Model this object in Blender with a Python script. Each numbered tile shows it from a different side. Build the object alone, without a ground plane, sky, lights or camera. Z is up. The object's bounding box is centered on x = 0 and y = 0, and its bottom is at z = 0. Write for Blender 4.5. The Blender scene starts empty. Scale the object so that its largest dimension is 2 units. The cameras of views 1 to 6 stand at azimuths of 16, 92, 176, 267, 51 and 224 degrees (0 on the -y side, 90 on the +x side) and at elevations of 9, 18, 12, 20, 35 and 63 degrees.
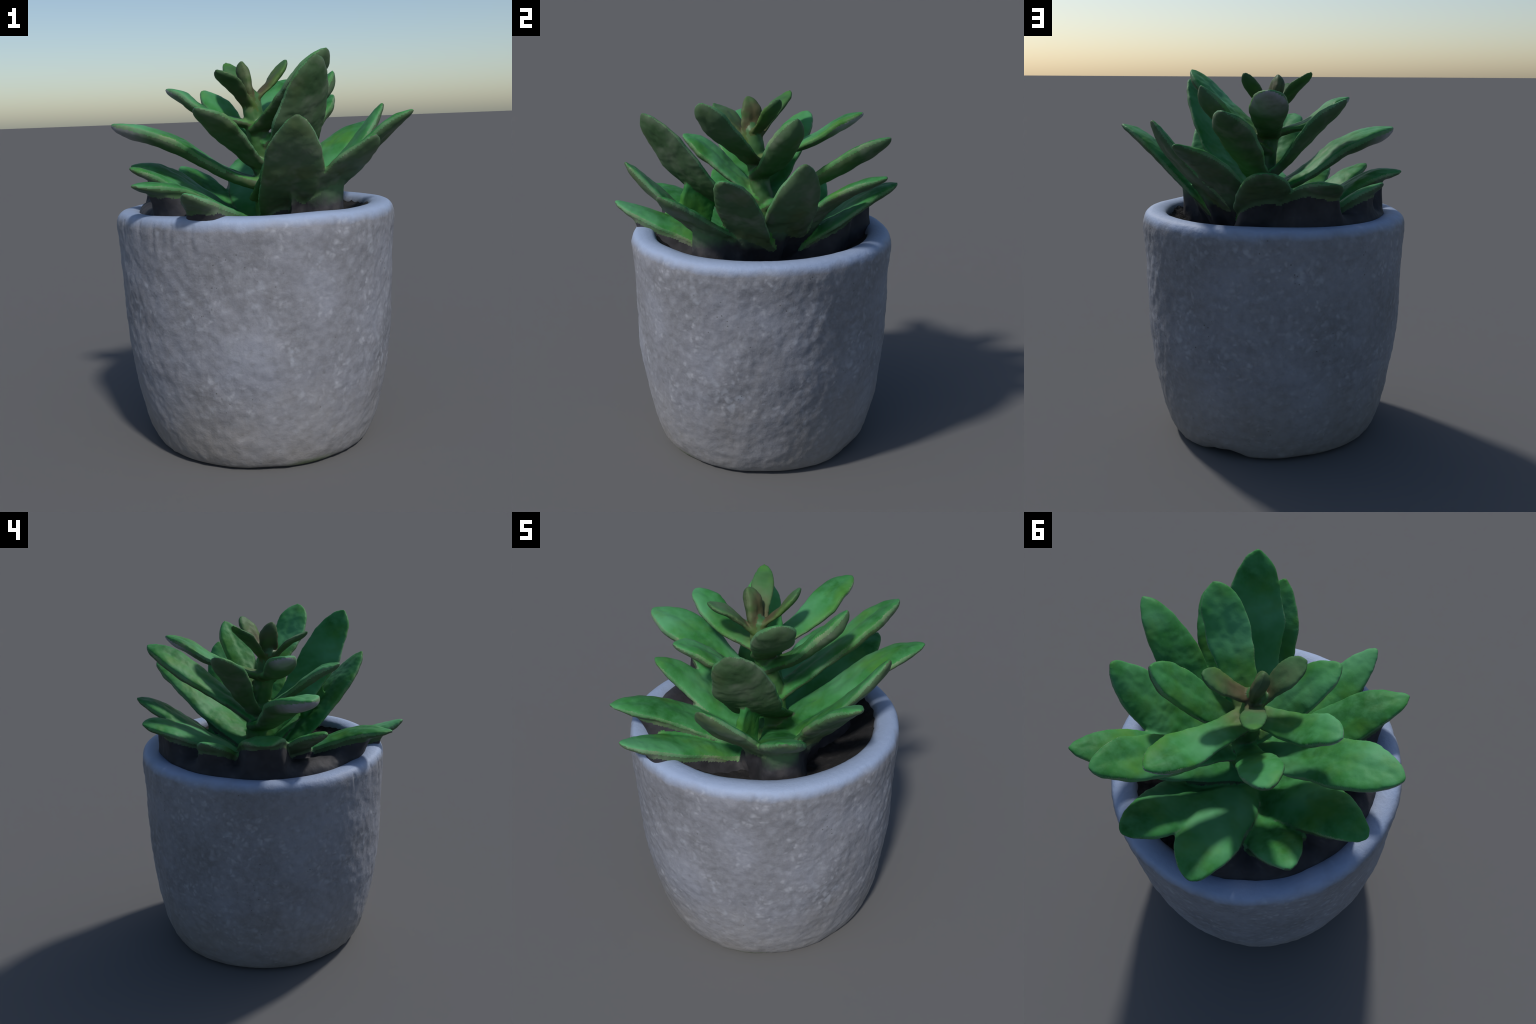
# Potted jade-like succulent: thick spatulate leaves spiralling up a short stem,
# standing in a hammered grey concrete pot.
import bpy, bmesh, math, random
import numpy as np
from mathutils import Vector, noise, kdtree

random.seed(7)
rng = np.random.default_rng(7)
scene = bpy.context.scene


# ------------------------------------------------------------------ helpers
def smooth_curve(knots, vals, t):
    """Monotone-ish cubic (Catmull-Rom) through (knots, vals), sampled at t."""
    k = np.asarray(knots, float); v = np.asarray(vals, float); t = np.asarray(t, float)
    m = np.gradient(v, k)
    i = np.clip(np.searchsorted(k, t, side='right') - 1, 0, len(k) - 2)
    h = k[i + 1] - k[i]; s = (t - k[i]) / h
    return ((2*s**3 - 3*s**2 + 1) * v[i] + (s**3 - 2*s**2 + s) * h * m[i]
            + (-2*s**3 + 3*s**2) * v[i + 1] + (s**3 - s**2) * h * m[i + 1])


def new_mesh_object(name, verts, faces):
    me = bpy.data.meshes.new(name)
    me.from_pydata([tuple(map(float, v)) for v in verts], [], faces)
    me.update()
    ob = bpy.data.objects.new(name, me)
    scene.collection.objects.link(ob)
    return ob


def tube_faces(rows, cols, cap0=True, cap1=True):
    f = []
    for i in range(rows - 1):
        for j in range(cols):
            a = i*cols + j; b = i*cols + (j + 1) % cols
            f.append((a, b, b + cols, a + cols))
    if cap0: f.append(tuple(range(cols))[::-1])
    if cap1: f.append(tuple(range((rows - 1)*cols, rows*cols)))
    return f


def noise3(p, scale, seed=0.0):
    return noise.noise(Vector((p[0]*scale + seed, p[1]*scale - seed*1.7, p[2]*scale + seed*0.6)))


# ---------------------------------------------------------------- materials
def make_mat(name):
    m = bpy.data.materials.new(name); m.use_nodes = True
    nt = m.node_tree; nt.nodes.clear()
    out = nt.nodes.new('ShaderNodeOutputMaterial')
    b = nt.nodes.new('ShaderNodeBsdfPrincipled')
    nt.links.new(b.outputs[0], out.inputs[0])
    tc = nt.nodes.new('ShaderNodeTexCoord')
    return m, nt, b, tc.outputs['Object']


def n_noise(nt, co, scale, detail=3, rough=.55, off=(0, 0, 0)):
    mp = nt.nodes.new('ShaderNodeMapping'); mp.inputs['Location'].default_value = off
    nt.links.new(co, mp.inputs[0])
    n = nt.nodes.new('ShaderNodeTexNoise')
    n.inputs['Scale'].default_value = scale; n.inputs['Detail'].default_value = detail
    n.inputs['Roughness'].default_value = rough
    nt.links.new(mp.outputs[0], n.inputs['Vector'])
    return n.outputs['Fac']


def n_ramp(nt, fac, stops):
    r = nt.nodes.new('ShaderNodeValToRGB')
    el = r.color_ramp.elements
    while len(el) < len(stops): el.new(0.5)
    for e, (p, c) in zip(el, stops):
        e.position = p; e.color = (c, c, c, 1) if isinstance(c, (int, float)) else (*c, 1)
    nt.links.new(fac, r.inputs[0])
    return r.outputs[0]


def n_mix(nt, fac, a, b, mode='MIX'):
    m = nt.nodes.new('ShaderNodeMix'); m.data_type = 'RGBA'; m.blend_type = mode
    for s, v in ((m.inputs[0], fac), (m.inputs[6], a), (m.inputs[7], b)):
        if isinstance(v, bpy.types.NodeSocket): nt.links.new(v, s)
        elif isinstance(v, (int, float)): s.default_value = v
        else: s.default_value = (*v, 1)
    return m.outputs[2]


def n_math(nt, op, a, b=0.0, clamp=False):
    m = nt.nodes.new('ShaderNodeMath'); m.operation = op; m.use_clamp = clamp
    for s, v in ((m.inputs[0], a), (m.inputs[1], b)):
        if isinstance(v, bpy.types.NodeSocket): nt.links.new(v, s)
        else: s.default_value = v
    return m.outputs[0]


def n_distance(nt, co, point):
    d = nt.nodes.new('ShaderNodeVectorMath'); d.operation = 'DISTANCE'
    nt.links.new(co, d.inputs[0]); d.inputs[1].default_value = point
    return d.outputs['Value']


def n_bump(nt, b, h, strength, dist):
    bp = nt.nodes.new('ShaderNodeBump')
    bp.inputs['Strength'].default_value = strength; bp.inputs['Distance'].default_value = dist
    nt.links.new(h, bp.inputs['Height']); nt.links.new(bp.outputs[0], b.inputs['Normal'])


CROWN = (-0.06, 0.0, 1.80)          # growing point of the plant


def leaf_material(name, dark, mid, light, red=0.0, rough=.5, pale=None, bleached=(), yellow=(.075, .215, .030)):
    m, nt, b, co = make_mat(name)
    big = n_noise(nt, co, 3.2, 2, .5)
    col = n_ramp(nt, big, [(.32, dark), (.5, mid), (.68, light)])
    fine = n_noise(nt, co, 16, 4, .6, (3, 1, 2))
    col = n_mix(nt, n_ramp(nt, fine, [(.35, .0), (.7, .45)]), col, light)
    warm = n_noise(nt, co, 4.5, 3, .55, (2, 9, 4))
    col = n_mix(nt, n_math(nt, 'MULTIPLY', n_ramp(nt, warm, [(.50, .0), (.68, 1.0)]), .6), col, yellow)
    axis = nt.nodes.new('ShaderNodeVectorMath'); axis.operation = 'MULTIPLY'
    nt.links.new(co, axis.inputs[0]); axis.inputs[1].default_value = (1, 1, 0)
    tan = n_math(nt, 'MULTIPLY', n_ramp(nt, n_distance(nt, axis.outputs[0], (-.02, .04, 0)), [(.05, 1.0), (.13, 0.0)]),
                 n_ramp(nt, n_noise(nt, co, 8, 3, .6, (7, 3, 3)), [(.42, 0.0), (.62, .5)]))
    col = n_mix(nt, tan, col, (.15, .145, .075))
    if pale:
        pf = n_noise(nt, co, 7, 3, .6, (8, 2, 5))
        col = n_mix(nt, n_ramp(nt, pf, [(.5, .0), (.72, .75)]), col, pale)
    for tip, rad in bleached:
        f = n_math(nt, 'MULTIPLY', n_ramp(nt, n_distance(nt, co, tip), [(rad*.45, 1.0), (rad, 0.0)]),
                   n_ramp(nt, n_noise(nt, co, 12, 3, .6, (4, 4, 9)), [(.3, .55), (.6, 1.0)]))
        col = n_mix(nt, n_math(nt, 'MULTIPLY', f, .85), col, (.30, .29, .325))
    # young tissue round the growing point is flushed brownish red
    d = n_distance(nt, co, CROWN)
    flush = n_math(nt, 'MULTIPLY', n_ramp(nt, d, [(.03, 1.0), (.30, 0.0)]),
                   n_ramp(nt, n_noise(nt, co, 9, 2, .5, (5, 5, 1)), [(.35, .35), (.62, 1.0)]))
    flush = n_math(nt, 'MULTIPLY', flush, .35 + red)
    col = n_mix(nt, flush, col, (.105, .058, .042))
    nt.links.new(col, b.inputs['Base Color'])
    b.inputs['Roughness'].default_value = rough
    b.inputs['Specular IOR Level'].default_value = .08
    n_bump(nt, b, n_noise(nt, co, 34, 4, .6), .25, .006)
    return m


leaf_upper = leaf_material('leaf_upper', (.018, .115, .022), (.040, .200, .050), (.092, .305, .135))
leaf_under = leaf_material('leaf_underside', (.042, .092, .038), (.058, .112, .054), (.084, .135, .076),
                           rough=.5, pale=(.14, .165, .125), yellow=(.085, .110, .045),
                           bleached=[((-.73, -.15, 1.60), .22), ((.01, .56, 1.84), .19), ((-.48, -.07, 1.81), .12)])
young_upper = leaf_material('young_leaf_upper', (.030, .115, .035), (.045, .150, .050), (.075, .19, .08), red=.5)
young_under = leaf_material('young_leaf_underside', (.025, .075, .030), (.035, .095, .040), (.06, .12, .055), red=.2)

leaf_edge = leaf_material('leaf_margin', (.045, .150, .050), (.075, .205, .085), (.13, .26, .14), pale=(.20, .26, .15))  # margin colour lightened for the light caught along blade edges
young_edge = leaf_material('young_leaf_margin', (.045, .110, .045), (.065, .14, .06), (.10, .17, .08), red=.3)


def stem_material():
    m, nt, b, co = make_mat('stem_green')
    col = n_ramp(nt, n_noise(nt, co, 9, 3), [(.35, (.030, .10, .026)), (.55, (.052, .14, .042)), (.7, (.10, .16, .06))])
    nt.links.new(col, b.inputs['Base Color']); b.inputs['Roughness'].default_value = .5
    n_bump(nt, b, n_noise(nt, co, 30, 4), .3, .006)
    return m


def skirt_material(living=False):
    m, nt, b, co = make_mat('leaf_foot' if living else 'dark_leaf_litter')  # dark skirt
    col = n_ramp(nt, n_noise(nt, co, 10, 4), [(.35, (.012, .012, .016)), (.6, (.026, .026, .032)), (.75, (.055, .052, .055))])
    if living:      # green upper part turning near-black lower down
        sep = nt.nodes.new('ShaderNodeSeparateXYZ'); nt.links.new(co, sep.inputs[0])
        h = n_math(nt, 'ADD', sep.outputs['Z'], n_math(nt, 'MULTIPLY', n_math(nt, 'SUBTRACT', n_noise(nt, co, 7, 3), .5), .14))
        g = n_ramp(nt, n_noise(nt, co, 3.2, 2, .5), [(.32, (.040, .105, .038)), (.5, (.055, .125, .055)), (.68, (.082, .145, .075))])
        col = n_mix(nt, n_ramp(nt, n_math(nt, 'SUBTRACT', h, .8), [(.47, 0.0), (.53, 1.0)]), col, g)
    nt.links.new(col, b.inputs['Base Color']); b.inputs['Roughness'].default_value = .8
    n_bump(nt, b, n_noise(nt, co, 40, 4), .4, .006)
    return m


def soil_material():
    m, nt, b, co = make_mat('potting_soil')
    col = n_ramp(nt, n_noise(nt, co, 28, 5, .65), [(.35, (.006, .006, .007)), (.6, (.014, .013, .014)), (.75, (.04, .037, .036))])
    nt.links.new(col, b.inputs['Base Color']); b.inputs['Roughness'].default_value = .9
    n_bump(nt, b, n_noise(nt, co, 60, 4), .6, .01)
    return m


RIM_Z = 1.248


def pot_material():
    m, nt, b, co = make_mat('grey_concrete')
    big = n_noise(nt, co, 2.6, 3, .5)
    col = n_ramp(nt, big, [(.35, (.168, .172, .194)), (.5, (.200, .206, .238)), (.66, (.230, .242, .288))])
    # pale mineral blotches
    v = nt.nodes.new('ShaderNodeTexVoronoi'); v.inputs['Scale'].default_value = 17
    dst = nt.nodes.new('ShaderNodeVectorMath'); dst.operation = 'ADD'
    wob = nt.nodes.new('ShaderNodeTexNoise'); wob.inputs['Scale'].default_value = 11; nt.links.new(co, wob.inputs['Vector'])
    sc = nt.nodes.new('ShaderNodeVectorMath'); sc.operation = 'SCALE'; sc.inputs['Scale'].default_value = .12
    nt.links.new(wob.outputs['Color'], sc.inputs[0]); nt.links.new(co, dst.inputs[0]); nt.links.new(sc.outputs[0], dst.inputs[1])
    nt.links.new(dst.outputs[0], v.inputs['Vector'])
    spot = n_math(nt, 'MULTIPLY', n_ramp(nt, v.outputs['Distance'], [(.12, 1.0), (.42, 0.0)]),
                  n_ramp(nt, n_noise(nt, co, 5, 4, .6, (2, 7, 1)), [(.46, 0.0), (.62, 1.0)]))
    col = n_mix(nt, n_math(nt, 'MULTIPLY', spot, .55), col, (.35, .375, .43))
    grain = n_noise(nt, co, 30, 4, .65, (1, 1, 1))
    col = n_mix(nt, n_ramp(nt, grain, [(.40, .0), (.70, .40)]), col, (.29, .305, .35))
    col = n_mix(nt, n_ramp(nt, n_noise(nt, co, 22, 4, .6, (9, 4, 4)), [(.52, .0), (.72, .4)]), col, (.135, .137, .148))
    # fine pores
    p = nt.nodes.new('ShaderNodeTexVoronoi'); p.inputs['Scale'].default_value = 34; nt.links.new(co, p.inputs['Vector'])
    pore = n_math(nt, 'MULTIPLY', n_ramp(nt, p.outputs['Distance'], [(.09, 1.0), (.16, 0.0)]),
                  n_ramp(nt, n_noise(nt, co, 4, 2, .5, (6, 0, 3)), [(.58, 0.0), (.64, .8)]))
    col = n_mix(nt, pore, col, (.07, .07, .07))
    # tiny pale flecks
    k = nt.nodes.new('ShaderNodeTexVoronoi'); k.inputs['Scale'].default_value = 24; nt.links.new(dst.outputs[0], k.inputs['Vector'])
    fleck = n_math(nt, 'MULTIPLY', n_ramp(nt, k.outputs['Distance'], [(.10, 1.0), (.42, 0.0)]),
                   n_ramp(nt, n_noise(nt, co, 6, 3, .6, (3, 3, 8)), [(.44, 0.0), (.60, .5)]))
    col = n_mix(nt, fleck, col, (.385, .40, .445))
    # pale bluish band along the rim
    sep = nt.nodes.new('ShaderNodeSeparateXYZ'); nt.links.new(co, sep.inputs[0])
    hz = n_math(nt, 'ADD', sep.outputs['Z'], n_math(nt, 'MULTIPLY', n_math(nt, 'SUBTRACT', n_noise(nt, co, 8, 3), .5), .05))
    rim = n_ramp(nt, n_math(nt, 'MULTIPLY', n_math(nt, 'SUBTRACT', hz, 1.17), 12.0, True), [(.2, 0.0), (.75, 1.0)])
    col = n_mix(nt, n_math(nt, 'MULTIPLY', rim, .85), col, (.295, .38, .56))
    # warm ground-bounce light tinted into the lower wall
    foot = n_ramp(nt, n_math(nt, 'ADD', sep.outputs['Z'], n_math(nt, 'MULTIPLY', n_math(nt, 'SUBTRACT', n_noise(nt, co, 3.5, 4), .5), .5)),
                  [(.05, .55), (.50, .0)])
    col = n_mix(nt, foot, col, (.245, .225, .198))
    # a trace of algae at the foot on the front right side
    alg = n_math(nt, 'MULTIPLY', n_ramp(nt, n_distance(nt, co, (.33, -.42, .0)), [(.06, 1.0), (.17, 0.0)]),
                 n_ramp(nt, sep.outputs['Z'], [(.015, 1.0), (.05, 0.0)]))
    col = n_mix(nt, n_math(nt, 'MULTIPLY', alg, .8), col, (.10, .15, .05))
    nt.links.new(col, b.inputs['Base Color'])
    b.inputs['Roughness'].default_value = .62
    b.inputs['Specular IOR Level'].default_value = .35
    n_bump(nt, b, n_noise(nt, co, 45, 5, .65), .35, .008)
    return m


# ---------------------------------------------------------------------- pot
POT_C = np.array([-.062, .048])


def build_pot():
    # outer profile, rim roll, inner wall (radius, height), foot first
    prof = [(.0, .012), (.30, .012), (.50, .006), (.545, .004), (.572, .016), (.596, .05), (.626, .13), (.648, .22),
            (.668, .32), (.688, .45), (.703, .60), (.710, .80), (.714, 1.0), (.720, 1.12), (.722, 1.18),
            (.716, 1.218), (.698, 1.240), (.668, 1.249), (.632, 1.247), (.604, 1.236), (.588, 1.212),
            (.580, 1.17), (.574, 1.08), (.565, .98), (.30, .97), (.0, .97)]
    prof = np.array(prof)
    seg = np.concatenate([[0], np.cumsum(np.hypot(*np.diff(prof, axis=0).T))])
    t = np.arange(0, seg[-1], .0115); t = np.append(t, seg[-1])
    R = smooth_curve(seg, prof[:, 0], t); Zp = smooth_curve(seg, prof[:, 1], t)
    R = np.maximum(R, 0.002)
    cols = 420
    verts = []
    cracks = [(-2.02, .13), (-2.17, .10), (-1.86, .17), (-1.70, .14), (-2.42, .12), (-.75, .05)]   # azimuth, length
    for r, z in zip(R, Zp):
        for j in range(cols):
            a = 2*math.pi*j/cols
            ca, sa = math.cos(a), math.sin(a)
            p = (r*ca, r*sa, z)
            d = 0.0
            outer = 1.0 if (z > .02 and r > .55) else 0.0
            d += .007*noise3(p, 2.4, 3.0) + .004*noise3(p, 6.0, 9.0)
            if outer:
                # hammered facets: cellular dents plus slanting tool marks
                sl = z*.55                       # tool marks lean along the wall
                q = (p[0]*10 + sl*4 + .5*noise3(p, 6, 2), p[1]*10 - sl*4 + .5*noise3(p, 6, 4), p[2]*7 + .5*noise3(p, 6, 6))
                dist = noise.voronoi(Vector(q))[0]
                wall = 1.0 if z < 1.2 else .45
                small = noise.voronoi(Vector((p[0]*23 + sl*5, p[1]*23 - sl*5, p[2]*19)))[0][0]
                d += wall*(.0075*(dist[0] - .35) + .0048*(small - .35) + .0016*noise3(p, 30, 5.0) + .0012*noise3(p, 60, 8.0))
                for ca_, ln in cracks:
                    aa = a if a < math.pi else a - 2*math.pi
                    off = (aa - ca_ - .012*noise3(p, 18, 1))*r
                    dz = 1.215 - z
                    if 0 < dz < ln and abs(off) < .014:
                        d -= .008*(1 - abs(off)/.014)*(1 - dz/ln)**.5
            low = max(0.0, 1 - z/.75)
            d += (low*(-.008*math.cos(2*a) + .007*ca + .003*sa) - .007*max(0.0, -ca))*(r/.65)
            # foot is chipped: bottom edge lifts here and there
            zz = z
            if z < .10:
                lift = max(0.0, noise3((ca, sa, 0), 2.3, 4.0))*.02
                lift += (.022 + .010*noise3((ca, sa, .5), 14, 6))*math.exp(-((math.atan2(sa, ca) - 1.05)/.17)**4)
                zz = z + lift*(1 - z/.10)
            if z > 1.15:
                zz += .006*noise3((ca, sa, .3), 2.2, 12.0)*(z - 1.15)/.1 - .014*max(0.0, -ca)*(z - 1.15)/.1
            verts.append((POT_C[0] - .003*z + (r + d)*ca, POT_C[1] - .002*z + (r + d)*sa, zz))
    zmin = min(v[2] for v in verts)
    verts = [(x, y, z - zmin) for x, y, z in verts]
    ob = new_mesh_object('pot', verts, tube_faces(len(R), cols))
    ob.data.polygons.foreach_set('use_smooth', [True]*len(ob.data.polygons))
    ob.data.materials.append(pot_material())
    return ob


def build_soil():
    rows, cols = 60, 200
    verts = []
    for i in range(rows):
        r = .595*(i + .02)/(rows - 1)
        for j in range(cols):
            a = 2*math.pi*j/cols
            x, y = POT_C[0] + r*math.cos(a), POT_C[1] + r*math.sin(a)
            z = 1.08 + .13*(r/.59)**4 + .018*noise3((x, y, 0), 9, 1) + .01*noise3((x, y, 0), 26, 2)
            verts.append((x, y, z))
    f = tube_faces(rows, cols, cap0=True, cap1=False)
    n = len(verts)
    for j in range(cols):                     # rim drop and floor give the soil body depth
        x, y, z = verts[(rows - 1)*cols + j]
        verts.append((x, y, .99))
    for j in range(cols):
        k = (j + 1) % cols
        f.append(((rows - 1)*cols + j, (rows - 1)*cols + k, n + k, n + j))
    f.append(tuple(range(n, n + cols)))
    ob = new_mesh_object('soil', verts, f)
    ob.data.polygons.foreach_set('use_smooth', [True]*len(ob.data.polygons))
    ob.data.materials.append(soil_material())
    return ob


# -------------------------------------------------------------------- plant
def stem_axis(z):
    return np.array([np.interp(z, [1.1, 1.2, 1.43, 1.62, 1.8], [.0, .0, -.005, -.03, -.055]),
                     np.interp(z, [1.1, 1.2, 1.43, 1.62, 1.8], [.08, .08, .06, .02, .0]), z])


# tip (x, y, z); path: side profile of the blade as (distance from the stem, height) knots, base first;
# w: half width; twist in degrees; skirt: how far out the packed underside reaches; rc: radius it narrows to;
# low: broad webbed base; green: the packed underside is living tissue
LEAVES = dict(
    A=dict(tip=(.399, -.516, 1.945), path=[(0, 1.27), (.2, 1.385), (.36, 1.512), (.48, 1.653), (.6, 1.818)], w=.140, twist=18, broad=.6),
    B=dict(tip=(.391, -.226, 1.995), path=[(0, 1.62), (.17, 1.74), (.31, 1.84), (.42, 1.94)], w=.105),
    C=dict(tip=(.331, -.627, 1.692), path=[(0, 1.08), (.26, 1.25), (.45, 1.43), (.55, 1.535), (.64, 1.625)], w=.138, low=1, skirt=.35, base=(.11, .05)),
    D=dict(tip=(.777, -.094, 1.699), path=[(0, 1.12), (.2, 1.20), (.35, 1.32), (.5, 1.465), (.6, 1.565), (.7, 1.652)], w=.110, low=1, skirt=.58, rc=.32, green=1, broad=.8),
    E=dict(tip=(.584, .280, 1.738), path=[(0, 1.16), (.2, 1.27), (.35, 1.40), (.48, 1.55), (.56, 1.665)], w=.125, low=1, skirt=.66, rc=.25, green=1),
    F=dict(tip=(.336, .237, 1.912), path=[(0, 1.55), (.1, 1.605), (.2, 1.69), (.3, 1.80)], w=.090, broad=.6, thick=1.3),
    G=dict(tip=(.456, .681, 1.649), path=[(0, 1.20), (.3, 1.385), (.5, 1.535), (.65, 1.615)], w=.115, low=1, skirt=.66, rc=.24, green=1),
    H=dict(tip=(.229, .721, 1.800), path=[(0, 1.37), (.29, 1.562), (.38, 1.625), (.49, 1.703), (.57, 1.753)], w=.108, twist=-14, thick=1.3),
    I=dict(tip=(.012, .591, 1.898), path=[(0, 1.64), (.14, 1.68), (.27, 1.735), (.36, 1.79), (.43, 1.84), (.52, 1.882)], w=.098),
    M=dict(tip=(-.212, -.396, 1.738), path=[(0, 1.42), (.1, 1.47), (.2, 1.55), (.3, 1.635), (.4, 1.70)], w=.100),
    N=dict(tip=(-.442, -.661, 1.399), path=[(0, 1.08), (.25, 1.18), (.47, 1.30), (.64, 1.37), (.77, 1.392)], w=.120, low=1, skirt=.88, rc=.61, blunt=1),
    L=dict(tip=(-.136, -.791, 1.371), path=[(0, 1.08), (.3, 1.16), (.5, 1.235), (.7, 1.305)], w=.110, low=1, skirt=.88, rc=.68, blunt=1),
    O=dict(tip=(-.486, -.070, 1.845), path=[(0, 1.65), (.1, 1.68), (.22, 1.715), (.3, 1.765), (.37, 1.818)], w=.090),
    P=dict(tip=(-.763, -.161, 1.671), path=[(0, 1.34), (.14, 1.385), (.22, 1.425), (.32, 1.49), (.42, 1.555), (.56, 1.62), (.68, 1.655)], w=.130, thick=1.45, broad=.2),
    Q=dict(tip=(-.412, .306, 1.841), path=[(0, 1.40), (.12, 1.50), (.24, 1.645), (.3, 1.715), (.38, 1.785)], w=.098, broad=.2),
    R=dict(tip=(-.770, .066, 1.442), path=[(0, 1.05), (.2, 1.175), (.43, 1.335), (.54, 1.405), (.64, 1.437)], w=.138, low=1, skirt=.86, rc=.625, blunt=1),
    Y=dict(tip=(-.629, -.262, 1.456), path=[(0, 1.11), (.3, 1.235), (.5, 1.36), (.62, 1.425)], w=.105, low=1, skirt=.62, rc=.60, blunt=1),
    S=dict(tip=(-.601, .396, 1.419), path=[(0, 1.04), (.2, 1.135), (.4, 1.265), (.55, 1.365)], w=.128, low=1, skirt=.90, rc=.625, blunt=1),
    T=dict(tip=(-.315, .740, 1.458), path=[(0, 1.08), (.09, 1.15), (.25, 1.27), (.47, 1.38), (.62, 1.44)], w=.148, low=1, skirt=.84, rc=.625, blunt=1, twist=-12),
    U=dict(tip=(.031, .794, 1.515), path=[(0, 1.08), (.2, 1.205), (.38, 1.335), (.5, 1.425), (.62, 1.487)], w=.138, low=1, skirt=.72, rc=.48),
    V=dict(tip=(.643, -.411, 1.595), path=[(0, 1.17), (.3, 1.285), (.5, 1.39), (.65, 1.488), (.74, 1.548)], w=.112, low=1, skirt=.66, rc=.55, green=1, broad=.55),
    J=dict(tip=(.105, .146, 1.978), path=[(0, 1.76), (.08, 1.83), (.15, 1.91)], w=.060, young=1),
    X=dict(tip=(-.241, .201, 1.985), path=[(0, 1.74), (.10, 1.84), (.18, 1.92)], w=.058, young=1),
    K=dict(tip=(-.159, -.219, 1.919), path=[(0, 1.72), (.08, 1.80), (.16, 1.87)], w=.068, young=1),
    W=dict(tip=(-.084, -.026, 1.971), path=[(0, 1.74), (.008, 1.85), (.02, 1.92)], w=.052, young=1, az=200, thick=2, broad=1),
)
W_T = [0, .15, .35, .55, .70, .83, .93, .98, 1.0]
W_V = [.50, .48, .63, .90, 1.0, .90, .60, .30, .07]
W_LOW = [.90, .98, 1.06, 1.08, 1.0, .80, .48, .23, .05]      # low leaves are joined by broad webs
H_T = [0, .3, .7, .88, .96, 1.0]
H_TOP = [1.2, .9, .85, .7, .5, .25]
H_BOT = [.6, .65, 1.0, .90, .55, .2]


def leaf_setup(p):
    """Spine of the blade: heading, arc-length table of its side profile."""
    tip = np.array(p['tip']); base = stem_axis(p['path'][0][1])
    if 'base' in p: base[:2] = p['base']
    dh = tip[:2] - base[:2]; R = np.hypot(*dh); hd = dh/R
    k = np.array(list(p['path']) + [(R, tip[2])], float)
    seg = np.concatenate([[0], np.cumsum(np.hypot(*np.diff(k, axis=0).T))]); seg /= seg[-1]
    fine = np.linspace(0, 1, 120)
    r, z = smooth_curve(seg, k[:, 0], fine), smooth_curve(seg, k[:, 1], fine)
    if 'az' in p: face = np.array([math.cos(math.radians(p['az'])), math.sin(math.radians(p['az']))])
    else: face = hd
    p['_s'] = (base, hd, face, fine, r, z)


def leaf_frame(p, t):
    if '_s' not in p: leaf_setup(p)
    base, hd, face, fine, r, z = p['_s']
    at = lambda u: np.array([base[0] + hd[0]*np.interp(u, fine, r), base[1] + hd[1]*np.interp(u, fine, r), np.interp(u, fine, z)])
    c = at(t); tg = at(min(1, t + .04)) - at(max(0, t - .04)); tg /= np.linalg.norm(tg)
    side = np.array([-face[1], face[0], 0.0])
    side = side - tg*(side @ tg); side /= np.linalg.norm(side)
    nrm = np.cross(tg, side)
    tw = math.radians(p.get('twist', 0))*(.3 + .7*t)
    side, nrm = side*math.cos(tw) + nrm*math.sin(tw), nrm*math.cos(tw) - side*math.sin(tw)
    return c, tg, side, nrm


def leaf_width(p, ts):
    b = p.get('broad', 1.0 if p.get('low') else .35)
    return np.maximum(smooth_curve(W_T, (1 - b)*np.array(W_V) + b*np.array(W_LOW), ts), .05)*p['w']


def build_leaf(key, p, idx):
    """Closed thick blade, flat above and bellied below; returns verts, faces, per-vertex upper flag."""
    ts = np.concatenate([np.linspace(0, .85, 70), np.linspace(.86, 1, 24)])
    cols = 44
    verts, upper = [], []
    seed = 5.3*idx + 1
    wid = leaf_width(p, ts)
    k = (.55 if p.get('young') else 1.0)*p.get('thick', 1)
    ht = smooth_curve(H_T, H_TOP, ts)*.014*k
    hb = smooth_curve(H_T, H_BOT, ts)*.048*k
    cup = p.get('cup', -.12 if p.get('low') else 0.0)
    for t, w, h1, h2 in zip(ts, wid, ht, hb):
        c, tg, sd, nr = leaf_frame(p, t)
        c = c + nr*.012*noise3((t*2.2, seed, 0), 1.0) + sd*.014*noise3((t*2.0, 0, seed), 1.0)
        for j in range(cols):
            a = 2*math.pi*j/cols
            ca, sa = math.cos(a), math.sin(a)
            x = math.copysign(abs(ca)**.85, ca); y = math.copysign(abs(sa)**.8, sa)
            edge = 1 + .09*noise3((t*7, math.copysign(1, ca), seed), 1.0)
            off = cup*w*x*x - cup*w*.35 + .05*w*noise3((t*5, x*1.3, seed*1.3), 1.0)
            h = h1 if sa > 0 else h2
            if sa > 0: off -= .3*h*math.exp(-(x/.18)**2)*(t < .97)     # midrib groove
            verts.append(c + sd*(w*x*edge) + nr*(h*y + off))
            upper.append(2 if abs(sa) < .2 and t > .25 else 1 if sa > 0 else 0)
    return verts, tube_faces(len(ts), cols), upper


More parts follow.
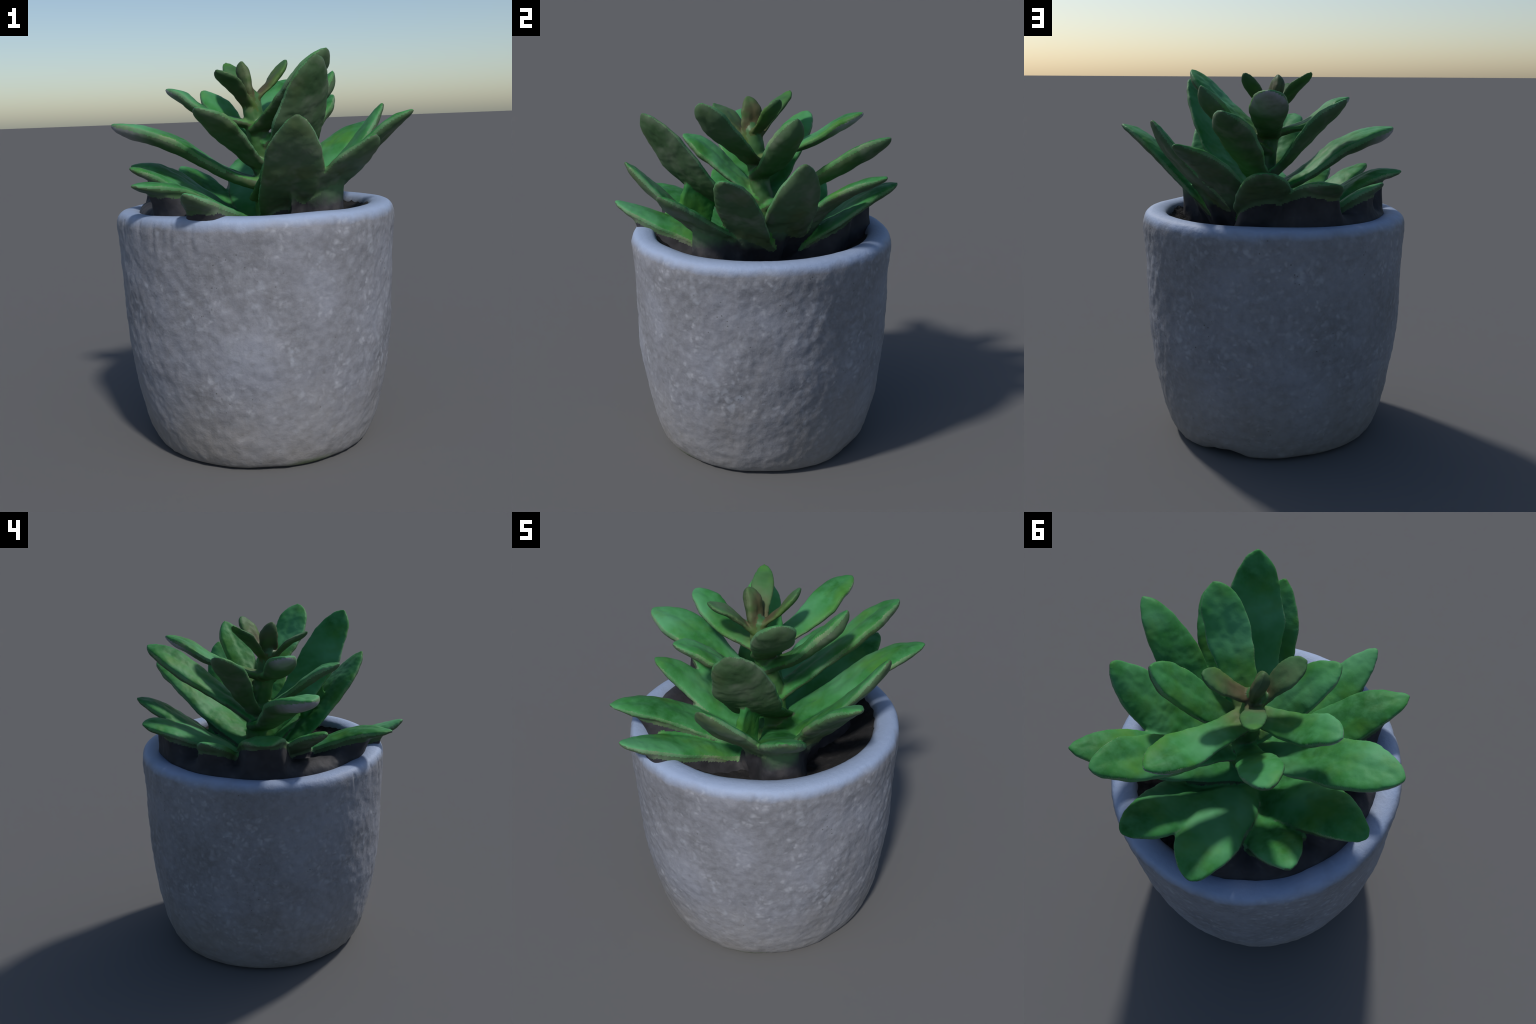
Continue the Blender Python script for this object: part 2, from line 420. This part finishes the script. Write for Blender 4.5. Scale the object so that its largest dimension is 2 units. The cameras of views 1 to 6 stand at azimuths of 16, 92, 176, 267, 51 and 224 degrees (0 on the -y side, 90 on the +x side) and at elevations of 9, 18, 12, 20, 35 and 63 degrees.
def build_wall(rows, rc, ex, zlow, spread):
    """Closed body under a row of top lines: every line drops to zlow, drawing in to radius rc."""
    nl, nd = len(rows[0]), 26
    verts, depth = [], []
    fs = np.linspace(0, 1, nd)

    def drop(q, c, f):
        q = q + (q - c)*np.array([spread, spread, 0])*f
        d = q[:2] - POT_C; r = np.hypot(*d)
        rr = r if r < rc else rc + (r - rc)*(1 - f)**ex
        return np.array([POT_C[0] + d[0]*rr/max(r, 1e-4), POT_C[1] + d[1]*rr/max(r, 1e-4), q[2] + (zlow - q[2])*f])
    for top in rows:
        c = sum(top)/nl
        ring = [(q, 0.0) for q in top] + [(drop(top[-1], c, f), f) for f in fs[1:-1]] \
            + [(drop(q, c, 1.0), 1.0) for q in top[::-1]] + [(drop(top[0], c, f), f) for f in fs[1:-1][::-1]]
        cols = len(ring)
        verts += [q for q, f in ring]; depth += [f for q, f in ring]
    f = tube_faces(len(rows), cols, cap0=True, cap1=False)
    base = (len(rows) - 1)*cols               # outer face: a grid of its own, so it can flare too
    grid = [[base + i for i in range(nl)]]
    for k in range(1, nd - 1):
        row = []
        for i in range(nl):
            if i == nl - 1: row.append(base + nl - 1 + k)
            elif i == 0: row.append(base + cols - k)
            else:
                verts.append(drop(top[i], c, fs[k])); depth.append(fs[k]); row.append(len(verts) - 1)
        grid.append(row)
    grid.append([base + nl + nd - 2 + (nl - 1 - i) for i in range(nl)])
    for r0, r1 in zip(grid[:-1], grid[1:]):
        for i in range(nl - 1):
            f.append((r0[i], r0[i + 1], r1[i + 1], r1[i]))
    return verts, f, depth


def build_skirt(p, idx):
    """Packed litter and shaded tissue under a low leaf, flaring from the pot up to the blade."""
    ts = np.linspace(.08, p['skirt'], 50)
    rows = []
    up = p.get('green') == 2
    round_off = 1 - (.15 if p.get('blunt') else .55)*((ts - ts[0])/(ts[-1] - ts[0]))**3
    for t, w in zip(ts, leaf_width(p, ts)*round_off*(.85 if up else .92)):
        c, tg, sd, nr = leaf_frame(p, t)
        rows.append([c + sd*w*s - nr*(.010 + .012*(1 - s*s)) for s in np.linspace(-1, 1, 21)])
    return build_wall(rows, p.get('rc', .57), 1.4 if p.get('green') else 2.4, 1.32 if up else 1.06, 0 if up else .8)


def build_mound():
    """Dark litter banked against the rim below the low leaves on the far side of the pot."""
    prof = [(.12, 1.08), (.30, 1.16), (.44, 1.255), (.54, 1.275), (.595, 1.25), (.615, 1.20), (.62, 1.07), (.35, 1.05), (.12, 1.05)]
    rows = []
    for a in np.radians(np.linspace(98, 248, 70)):
        e = min(1.0, (math.degrees(a) - 98)/14, (248 - math.degrees(a))/14)
        rows.append([(POT_C[0] + r*math.cos(a), POT_C[1] + r*math.sin(a),
                      1.05 + (z - 1.05)*max(.15, e)*(1 + .10*noise3((math.cos(a), math.sin(a), r), 4, 3))) for r, z in prof])
    dense = []
    for row in rows:                       # refine the closed section
        q = row + row[:1]; line = []
        for (x0, y0, z0), (x1, y1, z1) in zip(q[:-1], q[1:]):
            for k in range(6): line.append(np.array([x0 + (x1 - x0)*k/6, y0 + (y1 - y0)*k/6, z0 + (z1 - z0)*k/6]))
        dense.append(line)
    return [v for line in dense for v in line], tube_faces(len(dense), len(dense[0]))


def build_sheet(p, q, t0, t1, half):
    """Thin web of tissue stretched between two blades, one above the other."""
    verts = []; m = 16
    for t in np.linspace(t0, t1, 30):
        a, b = leaf_frame(p, t)[0], leaf_frame(q, t)[0]
        ax = a + b; n = np.array([-ax[1], ax[0], 0]); n /= np.linalg.norm(n)
        line = [a*(1 - s) + b*s for s in np.linspace(0, 1, m)]
        verts += [v + n*half for v in line] + [v - n*half for v in line[::-1]]
    return verts, tube_faces(30, 2*m)


# neighbouring low leaves grown together: reach along the blades, radius of the wall below, green or dark
WEBS = [('D', 'E', .58, .32, 1), ('V', 'D', .62, .38, 1), ('C', 'V', .56, .42, 1), ('E', 'G', .50, .26, 1),
        ('L', 'N', .66, .64, 0), ('U', 'T', .64, .54, 0), ('S', 'R', .66, .60, 0), ('R', 'Y', .62, .59, 0)]


def build_web(p, q, reach, rc, green):
    rows = []
    for t in np.linspace(.10, reach, 22):
        row = []
        for s in np.linspace(0, 1, 13):
            u = t*(1 - .10*math.sin(math.pi*s))
            a, b = leaf_frame(p, u)[0], leaf_frame(q, u)[0]
            row.append(a*(1 - s) + b*s - np.array([0, 0, .008 + .02*math.sin(math.pi*s)]))
        rows.append(row)
    return build_wall(rows, rc, 1.4 if green else 2.4, 1.06, .1)


def build_stem():
    zs = np.linspace(1.08, 1.83, 44); cols = 24
    verts = []
    for z in zs:
        c = stem_axis(z)
        r = np.interp(z, [1.08, 1.2, 1.35, 1.5, 1.62, 1.72, 1.8, 1.83], [.07, .065, .06, .056, .054, .050, .048, .02])
        for j in range(cols):
            a = 2*math.pi*j/cols
            rr = r*(1 + .16*noise3((math.cos(a), math.sin(a), z*6), 1.3, 2.0))
            verts.append(c + np.array([rr*math.cos(a), rr*math.sin(a), 0]))
    return verts, tube_faces(len(zs), cols)


def build_plant():
    V, Fc, lab = [], [], []            # label = (part index, upper flag)
    parts = ['stem', 'leaf_litter'] + list(LEAVES)  # underleaf skirt

    def add(v, f, part, up):
        o = len(V); V.extend(v); Fc.extend([tuple(i + o for i in q) for q in f])
        lab.extend((part, u) for u in up)
    v, f = build_stem(); add(v, f, 0, [1]*len(v))
    for i, (k, p) in enumerate(LEAVES.items()):
        v, f, up = build_leaf(k, p, i); add(v, f, 2 + i, up)
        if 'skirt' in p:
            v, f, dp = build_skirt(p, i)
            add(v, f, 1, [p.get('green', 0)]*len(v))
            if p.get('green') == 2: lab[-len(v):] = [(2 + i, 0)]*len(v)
    keys = list(LEAVES)
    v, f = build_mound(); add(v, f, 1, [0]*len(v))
    v, f = build_sheet(LEAVES['A'], LEAVES['C'], .38, .60, .016); add(v, f, 2 + keys.index('C'), [1]*len(v))
    for a, b, reach, rc, green in WEBS:
        v, f, dp = build_web(LEAVES[a], LEAVES[b], reach, rc, green)
        o = len(V); add(v, f, 1, [green]*len(v))
        per = (len(v) - 11*24)//22
        for j, d in enumerate(dp):                     # the upper face belongs to the two blades
            if d == 0: lab[o + j] = (2 + keys.index(a if (j % per) < 7 else b), 1)
    body = new_mesh_object('plant_body', V, Fc)
    bm = bmesh.new(); bm.from_mesh(body.data); bmesh.ops.recalc_face_normals(bm, faces=bm.faces); bm.to_mesh(body.data); bm.free()
    md = body.modifiers.new('fuse', 'REMESH'); md.mode = 'VOXEL'; md.voxel_size = .0075
    md = body.modifiers.new('soften', 'SMOOTH'); md.factor = .5; md.iterations = 4
    dg = bpy.context.evaluated_depsgraph_get()
    me = bpy.data.meshes.new_from_object(body.evaluated_get(dg))
    bpy.data.objects.remove(body)

    def tree(ids):
        kd = kdtree.KDTree(len(ids))
        for i in ids: kd.insert(Vector(V[i]), i)
        kd.balance(); return kd
    kd_plant = tree([i for i, l in enumerate(lab) if l[0] != 1])
    kd_skirt = tree([i for i, l in enumerate(lab) if l[0] == 1])

    def source(p, bias=.012):
        _, i, d = kd_plant.find(p)
        if p[2] < 1.62:
            _, j, e = kd_skirt.find(p)
            if e + bias < d: return lab[j]
        return lab[i]
    # relax the packed undersides into one wavy wall
    n = len(me.vertices)
    co = np.empty(n*3); me.vertices.foreach_get('co', co); co = co.reshape(-1, 3)
    ed = np.empty(len(me.edges)*2, dtype=np.int64); me.edges.foreach_get('vertices', ed); ed = ed.reshape(-1, 2)
    wgt = np.array([.55 if source(p, .004)[0] == 1 else 0.0 for p in co])
    deg = np.bincount(ed.ravel(), minlength=n)[:, None]
    for _ in range(30):
        acc = np.stack([np.bincount(ed[:, 0], co[ed[:, 1], k], n) + np.bincount(ed[:, 1], co[ed[:, 0], k], n) for k in range(3)], 1)
        co = co + wgt[:, None]*(acc/np.maximum(deg, 1) - co)
    me.vertices.foreach_set('co', co.ravel()); me.update()
    body = bpy.data.objects.new('plant_body', me); scene.collection.objects.link(body)
    bpy.context.view_layer.update()
    dg = bpy.context.evaluated_depsgraph_get()
    old = me; me = bpy.data.meshes.new_from_object(body.evaluated_get(dg))
    bpy.data.objects.remove(body); bpy.data.meshes.remove(old)
    # scan-like unevenness
    n = len(me.vertices)
    co = np.empty(n*3); me.vertices.foreach_get('co', co); co = co.reshape(-1, 3)
    nr = np.empty(n*3); me.vertices.foreach_get('normal', nr); nr = nr.reshape(-1, 3)
    d = np.array([.0035*noise3(p, 14, 1) + .0018*noise3(p, 34, 2) + .0035*(noise.voronoi(Vector(p)*13)[0][0] - .35) for p in co])
    co = co + nr*d[:, None]
    me.vertices.foreach_set('co', co.ravel()); me.update()
    # which source part does every face come from?
    fl = []
    for poly in me.polygons:
        part, flag = source(poly.center)
        fl.append((part, flag))
    # even out ragged borders between parts by voting round every vertex
    K = len(parts)*3
    code = np.array([a*3 + b for a, b in fl])
    fv = [tuple(q.vertices) for q in me.polygons]
    vi = np.array([v for q in fv for v in q]); cnt = np.array([len(q) for q in fv]); fi = np.repeat(np.arange(len(fv)), cnt)
    near = np.zeros((n, K), dtype=np.float32)
    for _ in range(4):
        near[:] = np.bincount(vi*K + code[fi], minlength=n*K).reshape(n, K)
        start = np.concatenate([[0], np.cumsum(cnt)[:-1]])
        code = np.concatenate([np.add.reduceat(near[vi[start[a]:(start[b] if b < len(cnt) else len(vi))]], start[a:b] - start[a], axis=0).argmax(1)
                               for a, b in zip(range(0, len(cnt), 20000), list(range(20000, len(cnt), 20000)) + [len(cnt)])])
    fl = [(c//3, c % 3) for c in code.tolist()]
    vn = np.empty(n*3); me.vertex_normals.foreach_get('vector', vn); vn = vn.reshape(-1, 3)
    objs = []
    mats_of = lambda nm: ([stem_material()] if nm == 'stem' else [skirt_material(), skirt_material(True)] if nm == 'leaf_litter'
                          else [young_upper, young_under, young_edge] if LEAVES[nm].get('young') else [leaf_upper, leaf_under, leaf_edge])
    polys = [tuple(q.vertices) for q in me.polygons]
    for pi, nm in enumerate(parts):
        ids = [i for i, l in enumerate(fl) if l[0] == pi]
        if not ids: continue
        used = sorted({v for i in ids for v in polys[i]}); mp = {v: k for k, v in enumerate(used)}
        name = nm if pi < 2 else 'leaf'
        ob = new_mesh_object(name, co[used], [tuple(mp[v] for v in polys[i]) for i in ids])
        ms = mats_of(nm)
        for m in ms: ob.data.materials.append(m)
        if len(ms) > 1:
            ob.data.polygons.foreach_set('material_index', [(1 if fl[i][1] else 0) if pi == 1 else (1, 0, 2)[fl[i][1]] for i in ids])
        ob.data.polygons.foreach_set('use_smooth', [True]*len(ids))
        ob.data.normals_split_custom_set_from_vertices([tuple(vn[v]) for v in used])
        objs.append(ob)
    bpy.data.meshes.remove(me)
    return objs


root = bpy.data.objects.new('potted_succulent', None)
scene.collection.objects.link(root)
root['label'] = 'green thick-leaved succulent in a rough grey concrete pot'
root['category'] = 'potted plant'
for ob in [build_pot(), build_soil()] + build_plant():
    ob.parent = root
    if ob.name.startswith('leaf_litter'): ob['kind'] = 'stuff'
